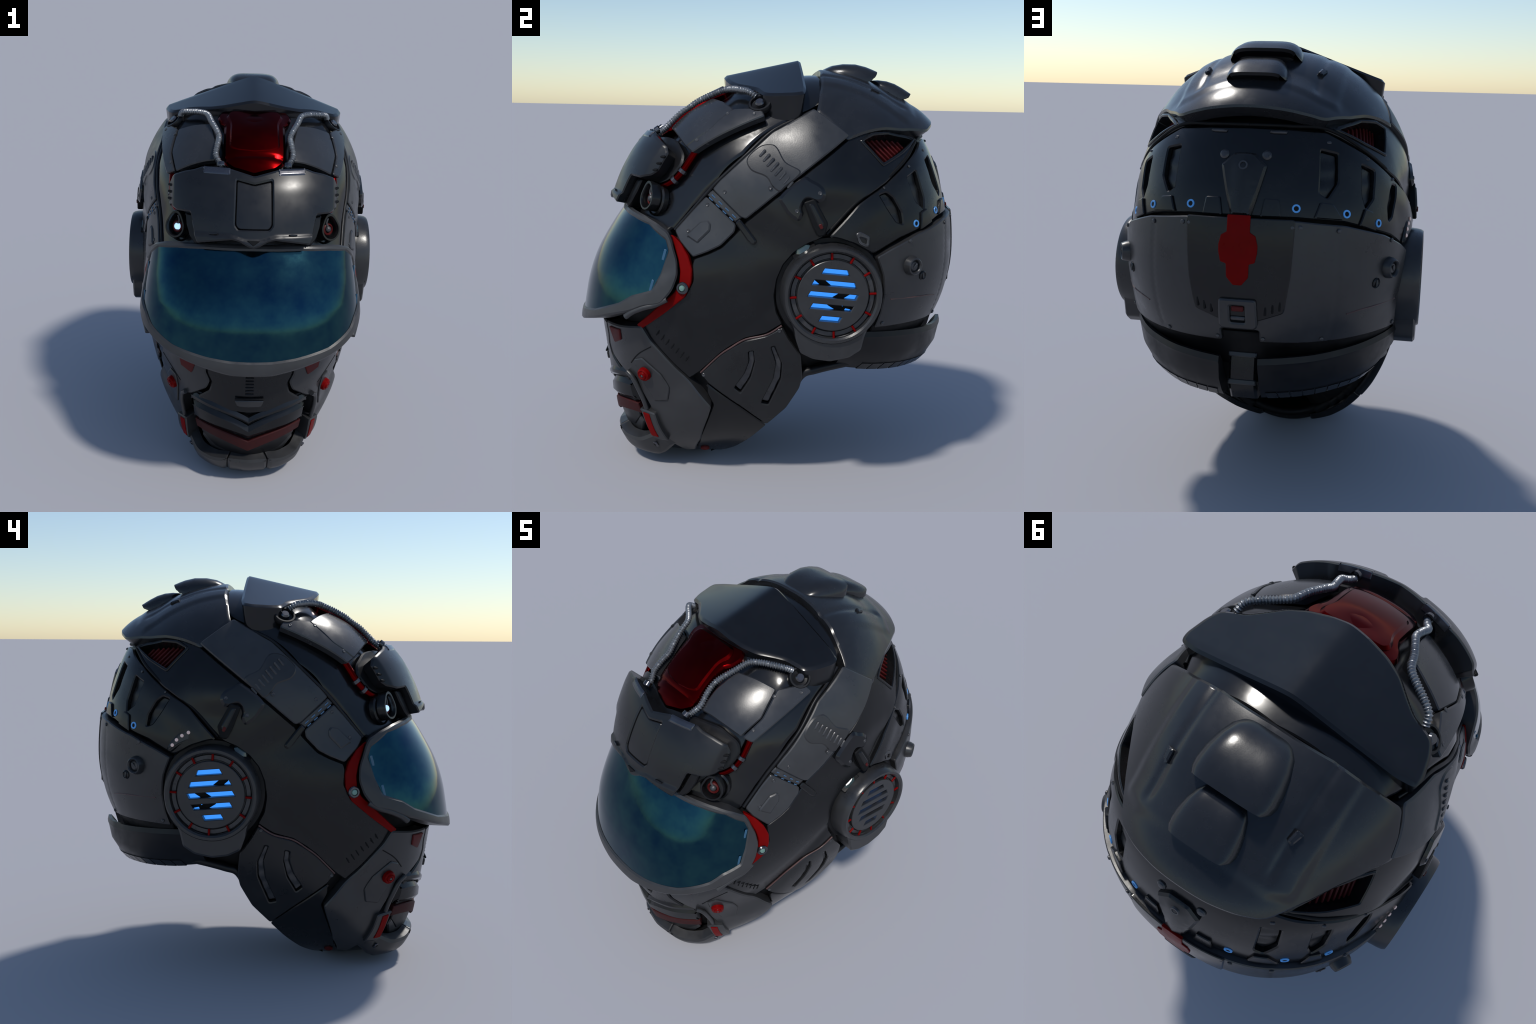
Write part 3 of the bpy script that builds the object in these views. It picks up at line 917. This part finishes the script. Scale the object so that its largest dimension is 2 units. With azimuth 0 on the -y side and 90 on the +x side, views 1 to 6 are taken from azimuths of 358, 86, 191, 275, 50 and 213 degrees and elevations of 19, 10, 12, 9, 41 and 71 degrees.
for x, y, z in [(.205, .88, 1.262), (.235, .87, 1.262), (.37, .80, 1.248), (.10, .9, .815), (.34, .83, .815), (.60, .5, .82), (.56, .6, 1.19)]:
    p, n = on_shell(NAPE, (x, y, z), .028)
    pair(lathe("rivet", [(.009, -.004), (.009, .002), (.005, .005), (0, .005)], p, n, SILVER, segs=16))
for sgn in (1, -1):
    p, n = on_shell(SIDE, (0, .602, 1.078), .025)
    p, n = p * [sgn, 1, 1], n * [sgn, 1, 1]
    kn = lathe("side_knob", [(.046, -.01), (.044, .012), (.038, .030), (.034, .033), (.030, .030), (.026, .022), (.026, .014)], p, n, MID)
    lathe("knob_core", [(.026, .016), (.018, .022), (0, .023)], p, n, SILVER, kn)
    block("knob_bar", p + n * .024, (.034, .010, .008), ((0, .6, .8), n), SILVER, kn)
    p, n = on_shell(SIDE, (0, .664, 1.026), .025)
    p, n = p * [sgn, 1, 1], n * [sgn, 1, 1]
    kn = lathe("small_knob", [(.022, -.004), (.022, .004), (.018, .007), (.014, .003), (0, .003)], p, n, DARK, segs=24)
    block("knob_bar", p + n * .004, (.028, .006, .008), ((0, -.2, 1), n), SILVER, kn)
    tp = [on_shell(NAPE, q, .026)[0] * [sgn, 1, 1] for q in [(.42, .78, .915), (.47, .73, .925), (.53, .65, .930), (.60, .53, .932)]]
    tube("plate_crease", tp, .003, SEAM, segs=6)

# buckle (right) and indicator lights (left) above the ears
bk = [(.338, 1.228), (.358, 1.240), (.405, 1.215), (.402, 1.170), (.362, 1.183)]
buckle = panel("buckle", side(bk), SIDE, SILVER, h=.020, depth=.03, bevel=.005, holes=[side([(.356, 1.215), (.392, 1.203), (.391, 1.180), (.364, 1.192)])], hole_depth=.015)
panel("buckle_gem", side([(.356, 1.215), (.392, 1.203), (.391, 1.180), (.364, 1.192)]), SIDE, material("green_enamel", (.01, .045, .02), .3), h=.010, depth=.01, bevel=.003, r=.003, parent=buckle)
LEFT = Ray((0, 1, 0), (0, 0, 1), (1, 0, 0))
ind = [(.245, 1.222), (.300, 1.262), (.345, 1.266), (.400, 1.240), (.440, 1.196), (.462, 1.158), (.440, 1.146), (.40, 1.178), (.33, 1.212)]
panelL = panel("indicator_panel", side(ind), LEFT, DARK, h=.014, depth=.02, bevel=.006, r=.01)
panel("indicator_face", side([(.275, 1.224), (.305, 1.250), (.345, 1.254), (.395, 1.231), (.432, 1.190), (.447, 1.160), (.40, 1.190), (.33, 1.222)]), LEFT, MID, h=.017, depth=.01, bevel=.003, r=.006, parent=panelL)
for y, z in [(.352, 1.243), (.382, 1.228), (.408, 1.207), (.428, 1.183)]:
    p, n = on_shell(LEFT, (0, y, z), .018)
    lathe("indicator_light", [(.0085, 0), (.008, .003), (.004, .005), (0, .005)], p, n, DOT, panelL, segs=16)

# ------------------------------------------------------------------ visor
fr = [(0, .713), (10, .717), (21, .742), (40, .788), (55, .832), (63, .852), (70, .880), (79, .892), (85, .955), (88, 1.02), (87.5, 1.09), (83, 1.18), (80, 1.214), (70, 1.248), (56, 1.276), (46, 1.286), (25, 1.298), (0, 1.300)]
gl = [(0, .785), (10, .788), (21, .800), (39, .830), (56, .885), (63, .925), (74, .955), (78, 1.03), (81.5, 1.13), (79, 1.175), (64, 1.236), (46, 1.258), (27, 1.270), (0, 1.272)]
frame = panel("visor_frame", both(fr), VISOR, FRAME, h=.010, depth=.10, bevel=.009, r=.02, holes=[both(gl)], hole_depth=.016, spacing=.014,
              relief=lambda ab, P: .005 * np.clip((.80 - ab[:, 1] + .12 * (ab[:, 0] / .55) ** 2) / .05, 0, 1))
panel("visor_glass", [(a * 1.012, b + (.004 if b > 1 else -.004)) for a, b in both(gl)], VISOR, VIS, h=.004, depth=.02, bevel=.002, r=.02, spacing=.012)
for sgn in (1, -1):
    for a, z, l in [(79.0, 1.105, .065), (73.5, .972, .06)]:
        P, N = VISOR.pos(VISOR.flat([(a * sgn, z)]))
        block("visor_edge_light", P[0] + N[0] * .004, (l, .012, .005), ((0, .28, 1), N[0]), EDGE if l > .05 else LENS, frame, bevel=.002)
    # hinge lever under the rear corner of the visor
    tp = [VISOR.pos(VISOR.flat([(a * sgn, z)])) for a, z in [(82, .925), (76, .900), (70, .885), (64, .862), (60, .835)]]
    tube("visor_lever", [P[0] - N[0] * .003 - [0, 0, .008] for P, N in tp], .018, FRAME, frame, squash=.8)

# red bracket round the visor corner
br = [(-.462, 1.196), (-.418, 1.159), (-.385, 1.105), (-.369, 1.05), (-.373, .99), (-.402, .923), (-.50, .835), (-.602, .748), (-.622, .765), (-.53, .86), (-.445, .945), (-.424, .99), (-.420, 1.04), (-.428, 1.088)]
for ob in pair(panel("red_bracket", side(br), SIDE, RED, h=.014, depth=.03, bevel=.004, r=.008)):
    sgn = 1 if ob.data.vertices[0].co.x > 0 else -1
    p, n = on_shell(SIDE, (0, -.409, .966), .016)
    p, n = p * [sgn, 1, 1], n * [sgn, 1, 1]
    lathe("bracket_rivet", [(.028, -.01), (.028, .004), (.024, .009), (.017, .009), (.014, .004)], p, n, CHROME, ob, segs=28)
    lathe("rivet_gem", [(.015, .004), (.011, .010), (0, .012)], p, n, material("pale_green_glass", (.16, .28, .24), .15), ob, segs=20)

# ------------------------------------------------------------------ face mask
mask = [(0, .74), (.20, .73), (.205, .668), (.182, .615), (.196, .563), (.298, .490), (.15, .462), (0, .447)]
face_mask = panel("face_mask", both(face(mask)), FACE, DARK, h=lambda P: .034 - .012 * np.clip(np.abs(P[:, 0]) / .29, 0, 1) ** 2, depth=.08, bevel=.008, r=.012)
p, n = on_shell(FACE, (0, -.78, .542), .040)
block("mask_slot", p, (.145, .010, .010), ((1, 0, 0), n), BLACK, face_mask)
panel("mask_tab", both(face([(0, .532), (.068, .532), (.055, .495), (0, .492)])), FACE, MID, h=.044, depth=.02, bevel=.004, parent=face_mask)
for k in range(7):
    p, n = on_shell(FACE, (0, -.78, .565 + .019 * k), .036)
    block("mask_rib", p, (.042, .008, .008), ((1, 0, 0), n), RUBBER, face_mask, bevel=.003)
def guard_h(P):
    return .014 + .014 * ease(-P[:, 1], .52, .70) + .014 * ease(-P[:, 2], -.50, -.36)


guard = [(.205, -.76, .735), (.33, -.70, .745), (.45, -.622, .762), (.46, -.583, .700), (.48, -.45, .555), (.49, -.378, .489), (.50, -.285, .390), (.46, -.30, .33), (.36, -.333, .19), (.29, -.37, .105), (.285, -.43, .095), (.325, -.52, .17), (.34, -.545, .24), (.345, -.57, .31),
         (.345, -.63, .42), (.34, -.655, .49), (.302, -.70, .502), (.206, -.74, .570), (.192, -.76, .618), (.212, -.76, .668)]
for ob in pair(panel("cheek_guard", guard, FACE, MID, h=guard_h, depth=.06, bevel=.007, r=.012, spacing=.012)):
    sgn = 1 if np.mean([v.co.x for v in ob.data.vertices]) > 0 else -1
    mx = np.array([sgn, 1, 1])
    pad = [(.375, -.655, .590), (.40, -.61, .605), (.44, -.535, .53), (.445, -.50, .46), (.43, -.505, .395), (.385, -.575, .385), (.375, -.60, .44), (.37, -.64, .52)]
    pad = panel("guard_pad", [tuple(np.array(q) * mx) for q in pad], FACE, MID, h=lambda P: guard_h(P) + .008, depth=.014, bevel=.005, r=.008, parent=ob)
    p, n = on_shell(FACE, (.40 * sgn, -.612, .525), .036)
    lathe("guard_button", [(.034, -.01), (.032, .006), (.026, .012), (.020, .010), (.017, .016), (.010, .018), (.008, .013)], p, n, RED, pad, segs=28)
    lathe("button_core", [(.009, .013), (.006, .017), (0, .018)], p, n, SILVER, pad, segs=16)
    q = [tuple(np.array(v) * mx) for v in [(.262, -.765, .722), (.348, -.715, .728), (.346, -.72, .676), (.290, -.75, .648)]]
    panel("guard_clip", q, FACE, REDDARK, h=lambda P: guard_h(P) + .008, depth=.015, bevel=.004, r=.006, parent=ob)
    tp = [on_shell(FACE, (x * sgn, y, z))  for x, y, z in [(.345, -.665, .565), (.375, -.645, .600), (.41, -.622, .632), (.455, -.575, .668)]]
    tube("guard_seam", [p + n * (guard_h(p[None])[0] - .001) for p, n in tp], .0035, BLACK, ob, segs=6)
    # red clip at the mouth corner with its brace
    q = [tuple(np.array(v) * mx) for v in [(.315, -.64, .335), (.375, -.565, .32), (.36, -.52, .185), (.30, -.57, .18)]]
    brace = panel("mouth_clip", q, FACE, MID, h=.050, depth=.07, bevel=.006, r=.008, parent=ob)
    q = [tuple(np.array(v) * mx) for v in [(.325, -.62, .318), (.352, -.59, .312), (.338, -.555, .20), (.312, -.58, .20)]]
    panel("clip_mark", q, FACE, RED, h=.054, depth=.01, bevel=.002, r=.004, parent=brace)
    tp = [on_shell(FACE, (x * sgn, y, z), .034)[0] for x, y, z in [(.325, -.70, .515), (.342, -.67, .49), (.348, -.65, .44), (.345, -.63, .38), (.335, -.61, .33)]]
    tube("mouth_brace", tp, .012, MID, ob)

# chevron grille
def chevron(z_end, z_mid, t_end, t_mid, w=.355):
    xs = np.linspace(0, w, 14)
    up = [(x, z_mid + (z_end - z_mid) * math.sin(math.pi * .60 * (x / w) ** .85)) for x in xs]
    dn = [(x, z_mid - t_mid + (z_end - t_end - z_mid + t_mid) * math.sin(math.pi * .60 * (x / w) ** .85)) for x in xs[::-1]]
    return both(face(up + dn))


hgt = lambda k: (lambda P: k - (k - .014) * ease(np.abs(P[:, 0]), .16, .34))
panel("grille_chevron", chevron(.512, .418, .050, .040), FACE, GLOSS, h=hgt(.042), depth=.07, bevel=.016, r=0)
panel("grille_chevron", chevron(.452, .362, .105, .072), FACE, DARK, h=hgt(.034), depth=.07, bevel=.022, r=0)
panel("grille_mesh", chevron(.335, .272, .055, .062, .345), FACE, MESH, h=hgt(.022), depth=.05, bevel=.004, r=0)
panel("grille_back", both(face([(0, .50), (.30, .52), (.32, .40), (.31, .25), (.2, .18), (0, .15)])), FACE, RUBBER, h=lambda P: .004 + .008 * np.clip(np.abs(P[:, 0]) / .3, 0, 1) ** 2, depth=.06)
panel("chin_cup", both(face([(0, .215), (.14, .25), (.27, .265), (.30, .22), (.22, .13), (.1, .10), (0, .10)], -.72)), FACE, MID, h=hgt(.002), depth=.05, bevel=.008)

# chin bar in three sections
def chin_h(P):
    return (.048 + .024 * ease(np.abs(P[:, 0]), .03, .16) * ease(-np.abs(P[:, 0]), -.30, -.20) - .012 * ease(np.abs(P[:, 0]), .2, .3)) * (1 - (.40 + .50 * ease(np.abs(P[:, 0]), .08, .22)) * ease(-P[:, 2], -.12, -.02))


chin_c = both([(0, -.745, .152), (.084, -.735, .150), (.084, -.645, .034), (0, -.655, .034)])
panel("chin_bar", chin_c, CHIN, MID, h=chin_h, depth=.06, bevel=.012, r=.008)
chin_s = [(.088, -.735, .150), (.16, -.69, .140), (.23, -.63, .148), (.285, -.57, .185), (.308, -.535, .165), (.290, -.525, .105), (.22, -.565, .062), (.15, -.615, .042), (.088, -.645, .034)]
for ob in pair(panel("chin_bar_side", chin_s, CHIN, MID, h=chin_h, depth=.06, bevel=.012, r=.008)):
    sgn = 1 if np.mean([v.co.x for v in ob.data.vertices]) > 0 else -1
    p, n = on_shell(CHIN, (.255 * sgn, -.57, .13), .048)
    block("chin_socket", p, (.036, .03, .012), ((.8 * sgn, .6, 0), n), CHROME, ob)
    block("chin_socket_hole", p + n * .003, (.018, .016, .010), ((.8 * sgn, .6, 0), n), BLACK, ob)
    p, n = on_shell(SIDE, (0, -.31, .085), .006)
    lathe("jaw_button", [(.022, -.004), (.022, .005), (.016, .008), (.012, .004), (0, .004)], p * [sgn, 1, 1], n * [sgn, 1, 1], REDDARK, segs=24)
# chin underside, from the bar back to the neck edge
under = both([(0, -.62, .02), (.15, -.58, .02), (.28, -.46, .08), (.25, -.38, .06), (.20, -.27, .02), (0, -.27, .0)])
UNDER = Ray((1, 0, 0), (0, 1, 0), (0, 0, 1))
panel("chin_underside", under, UNDER, DARK, h=.0, depth=.03, bevel=.005)

# ------------------------------------------------------------------ ear pods
EY, EZ = .245, .962
for sgn in (1, -1):
    X = np.array([sgn, 0, 0.0])
    o = np.array([.0, EY, EZ])
    pod = lathe("ear_pod", [(.226, .55), (.226, .62), (.222, .660), (.218, .680), (.212, .690), (.200, .690), (.192, .682), (.189, .665), (.189, .653), (.150, .653), (.150, .60)], o, X, MID, segs=96)
    lathe("ear_collar", [(.250, .55), (.250, .584), (.244, .590), (.220, .590)], o, X, RUBBER, pod, segs=96)
    lathe("ear_glow", [(.149, .640), (0, .640)], o, X, GLOW, pod, segs=64)
    pm = Plane(o + X * .679, (0, 1, 0), (0, 0, 1)) if sgn > 0 else Plane(o + X * .679, (0, -1, 0), (0, 0, 1))
    disc = [(.158 * math.cos(a), .158 * math.sin(a)) for a in np.linspace(0, 2 * math.pi, 72, endpoint=False)]
    ca, sa = math.cos(math.radians(-5)), math.sin(math.radians(-5))
    holes = []
    for k, l in zip(range(-2, 3), (.050, .096, .112, .100, .062)):
        q = [(-l, -.0125), (l - .01, -.0125), (l, .0125), (-l + .012, .0125)]
        if k > 0:
            q = [(-l, -.0125), (l, -.0125), (l - .012, .0125), (-l + .012, .0125)]
        # local a runs backwards on the right side and forwards on the left
        q = [(x * (1 if sgn > 0 else -1), z + .053 * k) for x, z in q]
        holes.append([(x * ca - z * sa * (1 if sgn > 0 else -1), x * sa * (1 if sgn > 0 else -1) + z * ca) for x, z in q])
    panel("ear_grille", disc, pm, MID, h=0, depth=.024, bevel=.003, r=0, holes=holes, hole_depth=.036, is_flat=True, parent=pod, spacing=.010)
    lathe("ear_trough", [(.187, .657), (.184, .662), (.166, .662), (.163, .657)], o, X, SILVER, pod, segs=72)
    for k in range(12):
        a = math.radians(30 * k + 3)
        d = np.array([0, math.cos(a), math.sin(a)])
        lathe("ear_pin", [(.0055, -.015), (.0055, .015), (0, .015)], o + X * .672 + d * .176, d, RED, pod, segs=10)
    # dark mechanism in front of the light
    for y, z, ln, tilt in [(-.04, .05, .06, .7), (.045, -.004, .075, -.55), (.02, -.055, .06, .55), (.07, -.05, .03, .2)]:
        block("ear_strut", o + X * .643 + np.array([0, y, z]), (ln * 1.3, .03, .008), ((0, math.cos(tilt), -math.sin(tilt)), X), BLACK, pod)
    lobe = [(.060, .86), (.082, .80), (.086, .765), (.108, .702), (.165, .674), (.241, .663), (.325, .680), (.378, .715), (.392, .78), (.425, .86), (.36, .80), (.245, .766), (.13, .80)]
    pl = Plane((.678 * sgn, 0, 0), (0, 1, 0), (0, 0, 1)) if sgn > 0 else Plane((.678 * sgn, 0, 0), (0, -1, 0), (0, 0, 1))
    panel("ear_lobe", [(y * sgn, z) for y, z in lobe], pl, MID, h=0, depth=.11, bevel=.010, r=.012, is_flat=True, parent=pod)
    wp = o + X * .592 + np.array([0, -.120, .178])
    block("ear_window", wp, (.115, .055, .05), ((0, .83, .55), (sgn * .5, -.45, .72)), BLACK, pod)
    block("ear_window_glass", wp + np.array([sgn * .012, -.008, .012]), (.07, .04, .04), ((0, .83, .55), (sgn * .5, -.45, .72)), LENS, pod, bevel=.012)

# ------------------------------------------------------------------ neck roll
top_c = catmull([(.078, .878, .700), (.18, .845, .703), (.29, .79, .708), (.39, .71, .717), (.47, .62, .727), (.54, .50, .738), (.575, .40, .745), (.585, .32, .745)], 6)
bot_c = catmull([(.078, .785, .528), (.17, .762, .532), (.26, .725, .538), (.345, .655, .544), (.42, .57, .552), (.47, .46, .562), (.495, .36, .575), (.51, .28, .59)], 6)
rings, ribs = [], []
for a, b in zip(top_c, bot_c):
    out = np.array([a[0], a[1] - .2, 0])
    out /= np.linalg.norm(out)
    a, b = a + out * .018 + [0, 0, .006], b + out * .016 + [0, 0, .008]
    mid = a * .55 + b * .45 + out * .022
    low = a * .18 + b * .82 + out * .014
    rings.append([a - out * .045 + [0, 0, -.005], a - out * .022 + [0, 0, .024], a - out * .006 + [0, 0, .024], a, a + [0, 0, -.012] - out * .004, mid, low, b, b - out * .06 + [0, 0, .01], a * .5 + b * .5 - out * .05])
    ribs.append((low, b, out))
roll = loft("neck_roll", rings, RUBBER, angle=28)
neck_pair = (roll, mirrored(roll))
for sgn, par in zip((1, -1), neck_pair):
    k = 0
    for i in range(1, len(ribs) - 10, 3):
        (l0, b0, o0), (l1, b1, o1) = ribs[i], ribs[i + 3]
        sh = .035
        q = [l0 + o0 * .004, l1 + o1 * .004, b1 + (b1 - b0) * .2 - [0, 0, .004], b0 + (b1 - b0) * .2 - [0, 0, .004]]
        q = [v + (q[1] - q[0]) * (.04 if j in (0, 3) else -.06) for j, v in enumerate(q)]
        inn = [v - (o0 + o1) * .5 * .012 + [0, 0, .006] for v in q]
        V = [v * [sgn, 1, 1] for v in q + inn]
        loft("roll_rib", [V[:4], V[4:]], DARK, par)
panel("neck_filler", both([(0, .85, .83), (.3, .78, .83), (.5, .6, .83), (.58, .45, .83), (.58, .42, .66), (.5, .6, .64), (.3, .75, .62), (0, .82, .62)]), NAPE, BLACK, h=.012, depth=.04)
# spine strap between the two halves of the roll
sp = catmull([(0, .800, .835), (0, .790, .79), (0, .785, .74), (0, .792, .70), (0, .800, .64), (0, .800, .58), (0, .765, .515)], 4)
rings = []
for i, c in enumerate(sp):
    w = .058 if i > 8 else .064
    o_ = np.array([0, .93, .30])
    rings.append([c + [-w, 0, 0], c + [-w + .01, 0, 0] + o_ * .014, c + [w - .01, 0, 0] + o_ * .014, c + [w, 0, 0], c + [w, -.05, 0], c + [-w, -.05, 0]])
strap = loft("spine_strap", rings, DARK)
block("clasp_backing", (0, .735, .685), (.28, .20, .05), ((1, 0, 0), (0, 1, .1)), BLACK, strap)
for z, y in ((.715, .800), (.60, .812)):
    block("strap_bar", (0, y, z), (.118, .022, .022), ((1, 0, 0), (0, .94, .3)), MID, strap)
# neck rim below the ears
for sgn in (1, -1):
    tp = [on_shell(SIDE, (0, y, z), -.018)[0] * [sgn, 1, 1] for y, z in [(-.21, .07), (-.10, .21), (0, .32), (.075, .42), (.13, .545), (.2, .575), (.32, .60), (.42, .605)]]
    tube("neck_rim", tp, .020, RUBBER, segs=10)

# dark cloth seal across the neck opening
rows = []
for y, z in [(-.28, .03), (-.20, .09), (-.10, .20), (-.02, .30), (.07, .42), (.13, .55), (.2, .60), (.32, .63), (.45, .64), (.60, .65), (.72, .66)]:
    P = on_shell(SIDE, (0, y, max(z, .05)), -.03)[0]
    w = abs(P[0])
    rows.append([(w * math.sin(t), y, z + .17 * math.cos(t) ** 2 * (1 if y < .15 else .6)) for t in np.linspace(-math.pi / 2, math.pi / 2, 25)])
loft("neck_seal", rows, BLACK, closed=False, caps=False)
